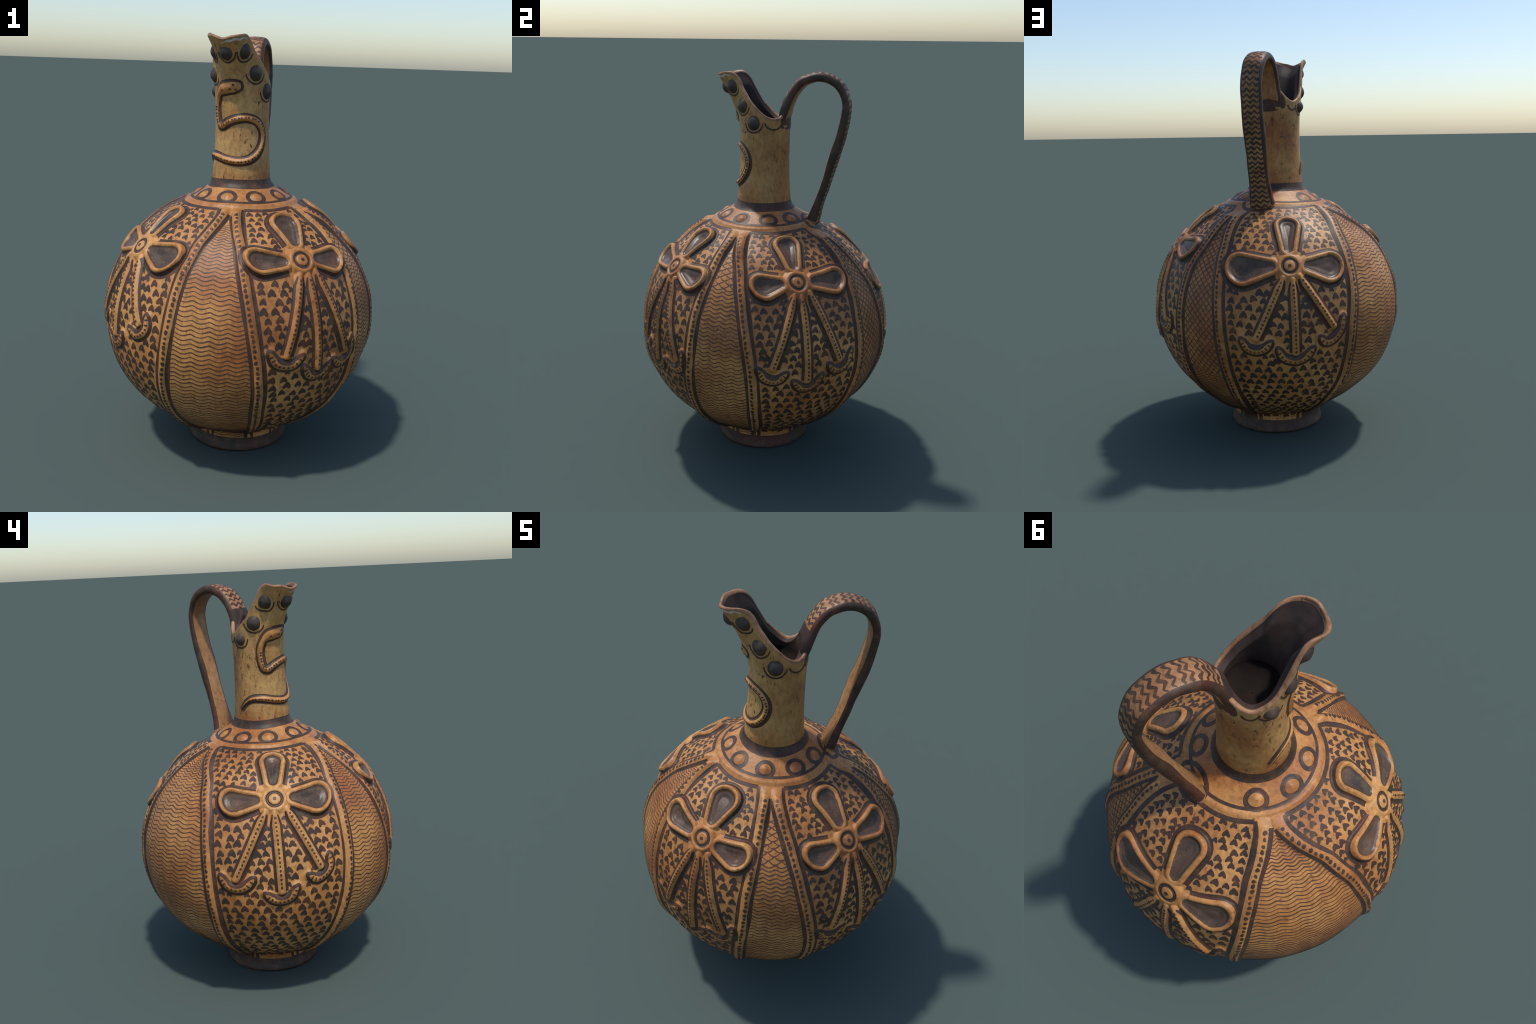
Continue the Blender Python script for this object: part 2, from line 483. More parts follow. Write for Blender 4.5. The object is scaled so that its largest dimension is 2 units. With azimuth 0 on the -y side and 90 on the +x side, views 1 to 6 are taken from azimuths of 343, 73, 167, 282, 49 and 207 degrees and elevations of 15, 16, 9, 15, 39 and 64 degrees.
def d_poly(x, y, pts):
    d = np.full(np.shape(x), 9.0); s = np.zeros(np.shape(x))
    pts = np.asarray(pts, float)
    n = len(pts) - 1
    for i in range(n):
        a, b = pts[i], pts[i + 1]
        ab = b - a
        h = np.clip(((x - a[0]) * ab[0] + (y - a[1]) * ab[1]) / (ab @ ab), 0, 1)
        di = np.hypot(x - a[0] - h * ab[0], y - a[1] - h * ab[1])
        m = di < d
        d = np.where(m, di, d); s = np.where(m, (i + h) / n, s)
    return d, s

H = np.zeros_like(TT)
LABEL = np.zeros(TT.shape, int)
PARTS = {}
def mark(mask, name, group):
    i = len(PARTS) + 1
    PARTS[i] = (name, group)
    LABEL[mask] = i

# panels first, later parts overwrite
for i, w in enumerate(WAVES):
    l = wrap(AZ - w["edge"](TT, "L")); r = wrap(AZ - w["edge"](TT, "R"))
    mark((l > 0) & (r < 0) & (TT > w["t0"]) & (TT < T_FOOT), "wave_panel", i)
for i in range(4):
    a, b = WAVES[(i + 3) % 4], WAVES[i]
    l = wrap(AZ - rib_az(a, "R", TT, RIB_OUT)); r = wrap(AZ - rib_az(b, "L", TT, RIB_OUT))
    # flower i sits between wave panel i-1 (to its left) and wave panel i (to its right)
    mark((l > 0) & (r < 0) & (TT > T_RING) & (TT < T_FOOT), "heart_panel", i)

rib_lump = Lumps(3, 26)(BASE)
rib_h = np.zeros_like(H)
for i, w in enumerate(WAVES):
    for k in "LR":
        path = rib_az(w, k, TT, RIB_MID)
        slope = np.gradient(path * RAD * RR, axis=0) / (TMAX / (NV - 1)) - np.gradient(RR, axis=0) / (TMAX / (NV - 1)) * wrap(path - w["apex"][0]) * RAD
        d = wrap(AZ - path) * RAD * RR / np.sqrt(1 + np.clip(slope, -2, 2) ** 2)
        wd = 0.030 * rib_scale(TT)
        amp = (0.0135 + 0.006 * sstep(w["t0"] + 0.25, w["t0"] + 0.02, TT)) * (1 + 0.18 * rib_lump) * sstep(w["t0"] - 0.06, w["t0"] + 0.01, TT) * sstep(0.09, 0.16, ZZ)
        rib_h = np.maximum(rib_h, amp * bump(d / wd))
        mark((np.abs(d) < 0.022 * rib_scale(TT)) & (TT > T_RING + 0.02) & (TT < T_FOOT), "rib", (i, k))
H = np.maximum(H, rib_h)

# collar: ring ridge and studs
H = np.maximum(H, 0.0055 * bump((TT - T_RING) / 0.020))
mark(TT < T_RING - 0.018, "collar", 0)
mark(np.abs(TT - T_RING) <= 0.018, "collar_ring", 0)
STUD_AZ = [-33.5, 3.0, 40.5, 79.0, 114.5, -148.5, -108.5, -73.0]
T_STUD = float(t_of_z(1.275))
for a in STUD_AZ:
    d = np.hypot(wrap(AZ - a) * RAD * RR, TT - T_STUD)
    H = np.maximum(H, 0.009 * bump(d / 0.034))
    mark(d < 0.027, "collar_stud", a)

for i, fl in enumerate(FLOWERS):
    fl["t"] = float(t_of_z(fl["c"][1]))
    # follow the arc-length scale of the profile the flower was laid out on
    x, y = f_local(fl, AZ, TT)
    box = (np.abs(x) < 0.40) & (y > -0.36) & (y < 0.62)
    xb, yb = x[box], y[box]
    h = np.zeros_like(xb); lab = np.full(xb.shape, -1)
    for k, st in enumerate(fl["stems"]):
        d, s = d_poly(xb, yb, st)
        h = np.maximum(h, (0.023 if i == 3 and k == 2 else 0.0175) * bump(d / 0.028)); lab[d < 0.020] = 10 + k
    for k, bd in enumerate(fl["buds"]):
        d, s = d_poly(xb, yb, spline(bd, 14))
        h = np.maximum(h, 0.0145 * bump(d / 0.036)); lab[d < 0.026] = 20 + k
    rho = np.hypot(xb, yb)
    for k, (p, q, r2) in enumerate(fl["petals"]):
        d = d_capsule(xb, yb, p, q, PETAL_IN, r2)
        out = sstep(0.06, 0.27, rho)
        top = (0.015 + 0.012 * out) * fl["lift"]
        ridge = top * sstep(0.013, -0.007, d)
        bowl = top * (1 - 0.70 * sstep(-0.011, -0.030, d) - 0.40 * sstep(-0.028, -0.060, d))
        h = np.where(d < -0.010, bowl, np.maximum(h, ridge))
        lab[d < 0.004] = 30 + k
    hub = 0.018 * fl["lift"] * sstep(0.078, 0.050, rho) - 0.007 * bump((rho - 0.034) / 0.013) + 0.002 * bump(rho / 0.025)
    hub_mask = rho < 0.075
    h = np.where(hub_mask, np.maximum(h, hub) * sstep(0.050, 0.060, rho) + hub * sstep(0.060, 0.050, rho), h)
    lab[rho < 0.062] = 0
    fl["box"] = box
    Hb = H[box]
    H[box] = np.where(lab >= 30, h + 0.0, np.maximum(Hb, h))
    for val, nm in [(0, "flower")] + [(30 + k, "petal") for k in range(3)] + [(10 + k, "stem") for k in range(3)] + [(20 + k, "bud") for k in range(3)]:
        m = np.zeros(TT.shape, bool); m[box] = lab == val
        mark(m, nm, i)

mark(TT >= T_FOOT, "foot", 0)
H = H + (0.0035 * Lumps(11, 5.5)(BASE) + 0.0011 * Lumps(12, 24)(BASE)) * sstep(0.0, 0.06, TT) * sstep(TMAX, TMAX - 0.05, TT)

du = np.roll(BASE, -1, 1) - np.roll(BASE, 1, 1)
dv = np.gradient(BASE, axis=0)
NB = np.cross(dv, du); NB /= np.linalg.norm(NB, axis=2, keepdims=True)
if (NB[NV // 2, 0] * BASE[NV // 2, 0])[:2].sum() < 0:
    NB = -NB
DISP = BASE + NB * H[..., None]
DISP[..., 2] = np.maximum(DISP[..., 2], 0.0)
BODY = Surface(BASE, DISP, 360.0, 0.0, TMAX)
if (BODY.N[NV // 2, 0] * NB[NV // 2, 0]).sum() < 0:
    BODY.flip()

def grid_faces(nv, nu, outward=True):
    j, i = np.meshgrid(np.arange(nv - 1), np.arange(nu), indexing="ij")
    a = j * nu + i; b = j * nu + (i + 1) % nu
    f = np.stack([a, a + nu, b + nu, b], -1).reshape(-1, 4)
    return f if outward else f[:, ::-1]

BV = DISP.reshape(-1, 3); BN = BODY.N.reshape(-1, 3)
BF = grid_faces(NV, NU)
fl_label = LABEL[:-1].reshape(-1)
flower_obj, heart_obj, wave_obj, rib_obj = {}, {}, {}, {}
collar_obj = foot_obj = None
order = sorted(PARTS, key=lambda i: 0 if PARTS[i][0] in ("flower", "collar", "foot") else 1)
for i in order:
    nm, g = PARTS[i]
    par = ROOT
    if nm in ("petal", "stem", "bud"):
        par = flower_obj[g]
    if nm in ("collar_stud", "collar_ring"):
        par = collar_obj
    ob = sub(nm, BV, BF, BN, fl_label == i, CLAY, par)
    if nm == "flower": flower_obj[g] = ob
    elif nm == "heart_panel": heart_obj[g] = ob
    elif nm == "wave_panel": wave_obj[g] = ob
    elif nm == "rib": rib_obj[g] = ob
    elif nm == "collar": collar_obj = ob
    elif nm == "foot": foot_obj = ob
body_obj = sub("body", BV, BF, BN, fl_label == 0, CLAY)
# underside of the foot
th = np.linspace(0, 2 * math.pi, 96, endpoint=False)
ring = lambda r, z: np.stack([0.0 + r * np.sin(th), -0.015 - r * np.cos(th), np.full(96, z)], 1)
UV = np.concatenate([ring(0.2445, 0.0004), ring(0.20, 0.001), ring(0.17, 0.012), ring(0.001, 0.016)])
UF = grid_faces(4, 96, False)
make("foot_underside", UV, UF, None, SLIP, foot_obj)

# ------------------------------------------------------------------ painted marks on the body
def border(w, side, off, t0, t1, n=160):
    t = np.linspace(t0, t1, n)
    return np.stack([rib_az(w, side, t, off), t], 1)

def petal_gap(fl, az, t):
    x, y = f_local(fl, np.asarray(az, float), np.asarray(t, float))
    return np.min([d_capsule(x, y, p, q, PETAL_IN, r2) for p, q, r2 in fl["petals"]], axis=0)

def runs(mask):
    """Index runs where the mask holds."""
    idx = np.where(mask)[0]
    return [r for r in np.split(idx, np.where(np.diff(idx) > 1)[0] + 1) if len(r) > 3]

for i, w in enumerate(WAVES):
    for k in "LR":
        rb = rib_obj[(i, k)]
        nb_flower = FLOWERS[i if k == "L" else (i + 1) % 4]
        n = 300
        wob = 1 + 0.22 * np.interp(np.linspace(0, 1, n), np.linspace(0, 1, 14), rng.normal(size=14))
        t0 = w["t0"] + (0.004 if k == "L" else 0.014)
        p = border(w, k, 0.0, t0, T_DARK + 0.01, n)
        half = np.linspace(0.0070, 0.0095, n) * np.clip(wob, 0.6, 1.5)
        make("border_stripe", *strip(BODY, p, half), SLIP, rb)
        p = border(w, k, RIB_OUT, T_LINE_OUT - 0.004, T_DARK + 0.01, n)
        wob = 1 + 0.2 * np.interp(np.linspace(0, 1, n), np.linspace(0, 1, 14), rng.normal(size=14))
        for r in runs(petal_gap(nb_flower, p[:, 0], p[:, 1]) > 0.003):
            make("border_stripe", *strip(BODY, p[r], (0.0092 * np.clip(wob, 0.6, 1.5))[r]), SLIP, rb)
        dots = Batch()
        t = w["t0"] + 0.02
        while t < T_FOOT:
            a = float(rib_az(w, k, np.array(t), RIB_MID * 0.9 + rng.normal(0, 0.0015)))
            s = rng.uniform(0.85, 1.25)
            if petal_gap(nb_flower, a, t) > 0.012:
              dots.add(blob(BODY, a, t, 0.0070 * s, 0.0085 * s, rng.uniform(-0.3, 0.3), 12, 3, 0.12))
            t += rng.uniform(0.020, 0.027)
        dots.make("dot_row", SLIP, rb, "stuff")

# wave lines
for i, w in enumerate(WAVES):
    Lz = Lumps(40 + i, 9)
    t = w["t0"] + 0.03
    row = 0
    while t < T_DARK - 0.006:
        l = float(w["edge"](np.array(t), "L")); r = float(w["edge"](np.array(t), "R"))
        R = float(R_of_t(t))
        width = (r - l) * RAD * R
        z = float(Z_of_t(t))
        depth = t - w["t0"]
        gap = 0.0135 + 0.0065 * float(sstep(0.03, 0.40, depth)) - 0.006 * float(sstep(0.42, 0.16, z))
        if w["scale"]:
            gap *= 0.92
        lam = min(w["wl"], 0.022 + 0.19 * depth)
        amp = min(0.16 * lam, 0.0068) * (0.55 + 0.45 * float(sstep(0.12, 0.35, z)))
        if width > 0.03:
            n = max(12, int(width / 0.0035))
            x = np.linspace(-width / 2 + 0.004, width / 2 - 0.004, n)
            P = body_point(R, (l + r) / 2 + x / R / RAD, z)
            ph = x / lam + 0.16 * Lz(P * [1, 1, 0.30]) + 0.015 * rng.normal()
            scaly = w["scale"] and z > 0.42 or (i == 1 and z > 1.02)
            if scaly:
                ph = ph + 0.5 * (row % 2)
                amp = gap * 0.62
            cus = np.abs(np.sin(math.pi * ph))
            soft = 0.5 - 0.5 * np.cos(2 * math.pi * ph)
            wave = (0.62 * cus + 0.38 * soft) if not scaly else cus ** 0.9
            y = t + amp * (1.7 * wave - 0.85) + 0.004 * Lz(P * [1, 1, 0.6] + 5) - 0.05 * (x * x) * 0.4
            az = (l + r) / 2 + x / R_of_t(y) / RAD
            hw = 0.0022 * (1 + 0.25 * np.interp(np.linspace(0, 1, n), np.linspace(0, 1, 9), rng.normal(size=9)))
            make("wave_line", *strip(BODY, np.stack([az, y], 1), np.clip(hw, 0.0013, 0.0036), step=0.0035, lift=0.001), LINE, wave_obj[i])
        t += gap * rng.uniform(0.94, 1.06)
        row += 1

# heart-shaped marks
def heart(u, t, w, h, rot):
    k = np.array([(0.0, -0.56), (0.24, -0.36), (0.43, -0.08), (0.55, 0.20), (0.56, 0.42), (0.44, 0.54), (0.25, 0.49),
                  (0.08, 0.37)])
    k = np.concatenate([k, [(0.0, 0.34)], k[:0:-1] * [-1, 1]])
    k = spline(np.concatenate([k, k[:1]]), 25)[:-1] * [w, h] + rng.normal(0, 0.035, (24, 2)) * w * 0.35
    k[:, 0] += rng.normal(0, 0.06) * k[:, 1]
    c, s = math.cos(rot), math.sin(rot)
    k = k @ np.array([[c, s], [-s, c]])
    return patch(BODY, local(BODY, u, t, np.array([[0.0, 0.02 * h]]))[0], local(BODY, u, t, k), 4)

def flower_gap(fl, az, t):
    x, y = f_local(fl, np.array(az), np.array(t))
    g = math.hypot(x, y) - 0.085
    for p, q, r2 in fl["petals"]:
        g = min(g, float(d_capsule(x, y, p, q, PETAL_IN, r2)) - 0.024)
    for st in fl["stems"]:
        g = min(g, float(d_poly(x, y, st)[0]) - 0.026)
    for bd in fl["buds"]:
        g = min(g, float(d_poly(x, y, bd)[0]) - 0.031)
    return g

hearts = []
for i, fl in enumerate(FLOWERS):
    a, b = WAVES[(i + 3) % 4], WAVES[i]
    t = T_LINE_OUT + 0.024
    row = 0
    while t < T_DARK - 0.012:
        z = float(Z_of_t(t))
        big = float(sstep(1.22, 0.85, z))
        l = float(rib_az(a, "R", np.array(t), RIB_OUT)); r = float(rib_az(b, "L", np.array(t), RIB_OUT))
        R = float(R_of_t(t))
        mid = l + wrap(r - l) / 2
        half = wrap(r - l) / 2 * RAD * R - 0.012
        size = (0.0265 + 0.0065 * big) * (1 - 0.15 * float(sstep(0.30, 0.12, z)))
        col = size * 1.50
        n = max(1, int(2 * half / col))
        for k in range(n):
            x = -half + col * 0.5 + (2 * half - col) * (k / max(n - 1, 1))
            # rows run unevenly: neighbours step up and down
            dy = 0.006 * math.sin(2.1 * k + 0.9 * row) + rng.normal(0, 0.0022)
            x += rng.normal(0, 0.0028) + (0.22 * col if row % 2 else -0.22 * col) * (1 if abs(x) < half - col else 0.4)
            s = size * rng.uniform(0.88, 1.10)
            best = (-9.0, 0.0)
            for nudge in (0.0, 0.007, -0.007, 0.014, -0.014):
                g = flower_gap(fl, mid + (x + nudge) / R / RAD, t + dy)
                if g > best[0] + 0.002 and abs(x + nudge) < half + 0.002:
                    best = (g, nudge)
                if g > s * 0.40:
                    break
            g = best[0]
            az = mid + (x + best[1]) / R / RAD
            if g < s * 0.40:
                if g < s * 0.12:
                    continue
                s *= 0.72
            hearts.append((s, i, heart(az, t + dy, s * 1.02, s * 1.0, rng.normal(0, 0.12))))
        t += (0.0325 + 0.0065 * big) * (1 - 0.12 * float(sstep(0.35, 0.15, z)))
        row += 1
rank = sorted(range(len(hearts)), key=lambda k: -hearts[k][0])
single = set(rank[:300])
rest = {i: Batch() for i in range(4)}
for k, (s, i, piece) in enumerate(hearts):
    if k in single:
        make("heart_mark", *piece, SLIP, heart_obj[i])
    else:
        rest[i].add(piece)
for i in range(4):
    rest[i].make("heart_mark_scatter", SLIP, heart_obj[i], "stuff")

# top stripe of each heart panel
for i in range(4):
    a, b = WAVES[(i + 3) % 4], WAVES[i]
    l = float(rib_az(a, "R", np.array(T_LINE_OUT), RIB_OUT)); r = float(rib_az(b, "L", np.array(T_LINE_OUT), RIB_OUT))
    az = np.linspace(l, l + wrap(r - l), 60)
    make("top_stripe", *strip(BODY, np.stack([az, np.full(60, T_LINE_OUT) + 0.004 * np.sin(np.linspace(0, 3.14, 60))], 1), 0.0092), SLIP, heart_obj[i])

# flower paint
def drop_outline(p, q, r1, r2, off, n=72):
    """Outline of the drop at distance off, with the matching medial points."""
    p = np.asarray(p); q = np.asarray(q)
    ax = q - p; L = np.linalg.norm(ax); ax /= L
    nr = np.array([-ax[1], ax[0]])
    b = (r1 - r2) / L
    phi = math.acos(np.clip(-b, -1, 1))          # tangent angle measured from the axis
    phi = math.pi - phi
    m = n // 3
    A = np.linspace(-phi, phi, m)                # outer disc
    rim = [q + (r2 + off) * (math.cos(t) * ax + math.sin(t) * nr) for t in A]
    med = [q] * m
    for s in np.linspace(0, 1, m // 2 + 2)[1:-1]:
        c = q + (p - q) * s
        rim.append(c + (r2 + (r1 - r2) * s + off) * (math.cos(phi) * ax + math.sin(phi) * nr)); med.append(c)
    for t in np.linspace(phi, 2 * math.pi - phi, m // 2):
        rim.append(p + (r1 + off) * (math.cos(t) * ax + math.sin(t) * nr)); med.append(p)
    for s in np.linspace(1, 0, m // 2 + 2)[1:-1]:
        c = q + (p - q) * s
        rim.append(c + (r2 + (r1 - r2) * s + off) * (math.cos(-phi) * ax + math.sin(-phi) * nr)); med.append(c)
    return np.array(rim), np.array(med)

for i, fl in enumerate(FLOWERS):
    fo = flower_obj[i]
    for k, (p, q, r2) in enumerate(fl["petals"]):
        rim, med = drop_outline(p, q, PETAL_IN, r2, -0.0190)
        rim = rim + rng.normal(0, 0.0006, rim.shape)
        make("petal_hollow", *patch(BODY, f_chart(fl, med), f_chart(fl, rim), 11, lift=0.0015), GLAZE, fo)
        # dark outline round the free part of the petal
        rim, med = drop_outline(p, q, PETAL_IN, r2, 0.0135, 120)
        ax = (np.asarray(q) - np.asarray(p)); ax = ax / np.linalg.norm(ax)
        ang = (rim - np.asarray(p)) @ ax
        free = (np.hypot(rim[:, 0], rim[:, 1]) > 0.064) & (ang > -0.020)
        idx = np.where(free)[0]
        brk = np.where(np.diff(idx) > 1)[0]
        if len(brk):
            idx = np.concatenate([idx[brk[0] + 1:], idx[:brk[0] + 1]])
        pts = rim[idx]
        lower = sstep(-0.3, 0.8, (rim - med)[idx][:, 1] / 0.08)
        half = 0.0095 + 0.0030 * lower * (0.3 if k == 0 else 1.0)  # thicker below: the petal's undercut shadow is drawn into the outline
        if k == 0:
            half = half * 1.1
        make("petal_outline", *strip(BODY, f_chart(fl, pts), half, step=0.004), SLIP, fo)
    t = np.linspace(0, 2 * math.pi, 41)[:-1]
    make("eye_ring", *strip(BODY, f_chart(fl, np.stack([0.034 * np.cos(t), 0.034 * np.sin(t)], 1)), 0.0072, closed=True, step=0.004), SLIP, fo)
    make("eye_dot", *patch(BODY, (fl["c"][0], fl["t"]), f_chart(fl, np.stack([0.0085 * np.cos(t), 0.0085 * np.sin(t)], 1)), 4), SLIP, fo)
    for k, st in enumerate(fl["stems"]):
        a, b = np.asarray(st[0]), np.asarray(st[1])
        d = (b - a) / np.linalg.norm(b - a); nr = np.array([-d[1], d[0]])
        L = np.linalg.norm(b - a)
        s = np.linspace(0.0, 1.0, 24)[:, None]
        for sg in (-1, 1):
            fat = 1.25 if (k == 0 and sg == -1) or (k == 2 and sg == 1) else 0.85
            o = 0.0240 * np.clip(0.45 + s * 4, 0, 1)
            pts = a + (b - a) * (s * 0.97 + 0.03) + nr * sg * o
            make("stem_outline", *strip(BODY, f_chart(fl, pts), 0.0078 * fat * np.clip(0.35 + s[:, 0] * 4, 0, 1), step=0.004), SLIP, fo)
        dots = Batch()
        for q in np.arange(0.03, L - 0.01, 0.0195):
            c = f_chart(fl, (a + d * (q + rng.normal(0, 0.001)))[None])[0]
            e = rng.uniform(0.85, 1.2)
            dots.add(blob(BODY, c[0], c[1], 0.0046 * e, 0.0060 * e, math.atan2(-d[0], d[1]), 10, 3, 0.1))
        dots.make("stem_dots", SLIP, fo, "stuff")
    for k, bd in enumerate(fl["buds"]):
        path = spline(bd, 40)
        tg = np.gradient(path, axis=0); tg /= np.linalg.norm(tg, axis=1, keepdims=True)
        nr = np.stack([tg[:, 1], -tg[:, 0]], 1)                 # points to the upper, concave side
        w_ = 0.027 * np.sin(np.linspace(0.35, math.pi - 0.35, 40)) ** 0.5
        up = path + nr * (w_ * 0.85)[:, None]; dn = path - nr * w_[:, None]
        capA = path[0] - tg[0] * 0.016; capB = path[-1] + tg[-1] * 0.016
        loop = np.concatenate([dn, capB[None], up[::-1], capA[None]])
        loop = spline(loop, 110, closed=True)[:-1]
        make("bud_outline", *strip(BODY, f_chart(fl, loop), 0.0070, closed=True, step=0.004), SLIP, fo)
        # dark seat where the stem meets the bud
        mid = path[8:33] + nr[8:33] * 0.012
        make("bud_seat", *strip(BODY, f_chart(fl, mid), 0.0070 * np.sin(np.linspace(0.2, 2.94, 25)), step=0.004), SLIP, fo)
        dash = Batch()
        for q in np.linspace(3, 36, 9).astype(int):
            a = path[q] - nr[q] * 0.015 + tg[q] * 0.002; b = path[q] + nr[q] * (0.001 if 9 < q < 31 else 0.008)
            dash.add(strip(BODY, f_chart(fl, np.array([a, (a + b) / 2, b])), np.array([0.0032, 0.0036, 0.0026]), step=0.004))
        dash.make("bud_dashes", SLIP, fo, "stuff")

# collar paint
full = np.linspace(0, 360, 240)[:-1]
make("neck_foot_band", *strip(BODY, np.stack([full, np.full(239, T_BAND * 0.5 + 0.002) + 0.002 * np.sin(full * RAD * 3)], 1), T_BAND * 0.5 + 0.001, closed=True), SLIP, collar_obj)
make("collar_line", *strip(BODY, np.stack([full, T_LINE_IN + 0.0015 * np.sin(full * RAD * 5)], 1), 0.0068, closed=True), SLIP, collar_obj)
for a in STUD_AZ:
    t = np.linspace(0, 2 * math.pi, 49)[:-1]
    rx, ry = rng.uniform(0.036, 0.041), rng.uniform(0.034, 0.037)
    make("stud_ring", *strip(BODY, local(BODY, a, T_STUD, np.stack([rx * np.cos(t), ry * np.sin(t)], 1)), 0.0098, closed=True, step=0.004), SLIP, collar_obj)

# foot paint: dark base band, and dark fields below the two back wave panels
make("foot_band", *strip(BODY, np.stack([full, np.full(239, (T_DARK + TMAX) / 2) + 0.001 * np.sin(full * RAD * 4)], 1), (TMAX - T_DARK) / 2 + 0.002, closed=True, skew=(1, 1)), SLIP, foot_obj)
for w, g in ((WAVES[2], 0.0), (WAVES[3], 0.0)):
    az = np.linspace(float(w["edge"](np.array(T_DARK), "L")), float(w["edge"](np.array(T_DARK), "R")), 40)
    make("foot_field", *strip(BODY, np.stack([az, np.full(40, T_DARK - 0.018)], 1), 0.024), SLIP, foot_obj)

# ================================================================== NECK AND SPOUT
NC = np.array([-0.0095, -0.0070])
Z_NECK = 1.345
# rim: azimuth, radius, height (from the spout round to the handle)
RIM = [(-30, 0.256, 1.973), (-24, 0.246, 1.978), (-18, 0.222, 1.985), (-13, 0.190, 1.988), (-7, 0.160, 1.975), (0, 0.144, 1.948),
       (8, 0.136, 1.915), (20, 0.128, 1.884), (36, 0.126, 1.846), (54, 0.128, 1.812), (72, 0.131, 1.780), (90, 0.133, 1.765),
       (106, 0.133, 1.768), (117, 0.132, 1.788), (126, 0.131, 1.820), (136, 0.129, 1.862), (149, 0.127, 1.890), (162, 0.129, 1.862),
       (172, 0.131, 1.832), (183, 0.131, 1.803), (196, 0.131, 1.775), (211, 0.132, 1.760),
       (226, 0.133, 1.772), (241, 0.138, 1.798), (256, 0.139, 1.831), (264, 0.143, 1.860), (271, 0.148, 1.888), (278, 0.157, 1.920),
       (283, 0.166, 1.950), (290, 0.180, 1.980), (296, 0.204, 1.991), (303, 0.236, 1.983), (309, 0.247, 1.984), (316, 0.252, 1.974),
       (322, 0.257, 1.966), (326, 0.257, 1.967)]
rp = np.array(RIM) * [RAD, 1, 1]
turn = np.array([2 * math.pi, 0, 0])
rim = spline(np.concatenate([rp[-3:] - turn, rp, rp[:3] + turn]), 1200)
RA, RRIM, RZ = np.degrees(rim[:, 0]), rim[:, 1], rim[:, 2]
def rim_r(az): return np.interp((az + 30) % 360 - 30, RA, RRIM)
def rim_z(az): return np.interp((az + 30) % 360 - 30, RA, RZ)
NNU, NO = 560, 200
naz = np.arange(NNU) * 360.0 / NNU
def smooth_ring(a, k=9):
    ker = np.hanning(k + 2)[1:-1]; ker /= ker.sum()
    return np.convolve(np.concatenate([a[-k:], a, a[:k]]), ker, "same")[k:-k]
NRR = smooth_ring(rim_r(naz)); NRZ = smooth_ring(rim_z(naz))
def neck_r(z): return 0.129 - 0.019 * (z - 1.55) + 0.163 * (z - 1.55) ** 2
def neck_out(azr, azz, z):
    """Outer wall radius at height z, for rim radius azr and rim height azz."""
    k = np.clip((z - 1.69) / np.maximum(azz - 1.69, 0.05), 0, 1)
    base = neck_r(np.minimum(z, 1.74))
    return base + (azr - base) * k ** 1.7
sv = np.linspace(0, 1, NO)[:, None]
nz = Z_NECK + (NRZ[None] - Z_NECK) * sv
nr_ = neck_out(NRR[None], NRZ[None], nz)
def neck_point(r, az, z):
    a = np.radians(az)
    lean = (z - 1.55)
    return np.stack([NC[0] - 0.006 * lean + r * np.sin(a), NC[1] + 0.006 * lean - r * np.cos(a), z + 0 * r], -1)
NAZ = np.repeat(naz[None], NO, 0)
NBASE = neck_point(nr_, NAZ, nz)

SNAKE = [(-126, 1.388), (-118, 1.412), (-108, 1.434), (-95, 1.446), (-72, 1.445), (-48, 1.434), (-24, 1.428), (-1, 1.437), (17, 1.466),
         (29, 1.512), (31, 1.562), (19, 1.607), (-3, 1.627), (-26, 1.622), (-45, 1.606), (-56, 1.590), (-64, 1.586), (-71, 1.598), (-75.5, 1.638),
         (-76, 1.682), (-70, 1.724), (-60, 1.749), (-46, 1.761), (-33, 1.767)]
RN = 0.130
snake = spline(np.array(SNAKE) * [RAD * RN, 1], 160)
x = wrap(NAZ) * RAD * RN; xs = np.where(x > 2.2 * RN, x - 2 * math.pi * RN, x)
sd = np.full(NAZ.shape, 9.0); sp = np.zeros(NAZ.shape)
near = (nz > 1.35) & (nz < 1.83)
d_, s_ = d_poly(xs[near], nz[near], snake[::2])
sd[near] = d_; sp[near] = s_
snake_half = lambda s: 0.005 + 0.010 * sstep(0.0, 0.16, s) + 0.012 * sstep(0.90, 0.955, s)
SW = snake_half(sp)
NH = 0.0135 * (0.6 + 0.4 * sstep(0, 0.2, sp)) * bump(sd / (SW * 1.35)) * (sd < 0.2)
NH = NH + 0.0016 * Lumps(21, 11)(NBASE) + 0.0036 * Lumps(22, 26)(NBASE) * sstep(1.80, 1.93, nz)
NH *= sstep(0.0, 0.05, sv)
du = np.roll(NBASE, -1, 1) - np.roll(NBASE, 1, 1); dv = np.gradient(NBASE, axis=0)
NN = np.cross(du, dv); NN /= np.linalg.norm(NN, axis=2, keepdims=True)
NDISP = NBASE + NN * NH[..., None]
# lip and inner wall
TH = 0.017
lip, inner = [], []
topP = NDISP[-1]; topN = NN[-1]
a = np.radians(naz)
inward = -np.stack([np.sin(a), -np.cos(a), 0 * a], 1)
for q in (0.25, 0.5, 0.75):
    ang = math.pi * q
    lip.append(topP + inward * (TH / 2 * (1 - math.cos(ang))) + np.array([0, 0, 1.0]) * (TH / 2 * math.sin(ang)))
Z_FLOOR = 1.735
for q in np.linspace(0, 1, 90):
    z = NRZ + (Z_FLOOR - NRZ) * q
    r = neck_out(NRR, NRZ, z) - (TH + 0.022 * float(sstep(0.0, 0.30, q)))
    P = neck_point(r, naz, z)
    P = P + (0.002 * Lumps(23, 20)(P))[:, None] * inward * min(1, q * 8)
    inner.append(P)
inner = np.array(inner)
allP = np.concatenate([NDISP, np.array(lip), inner])
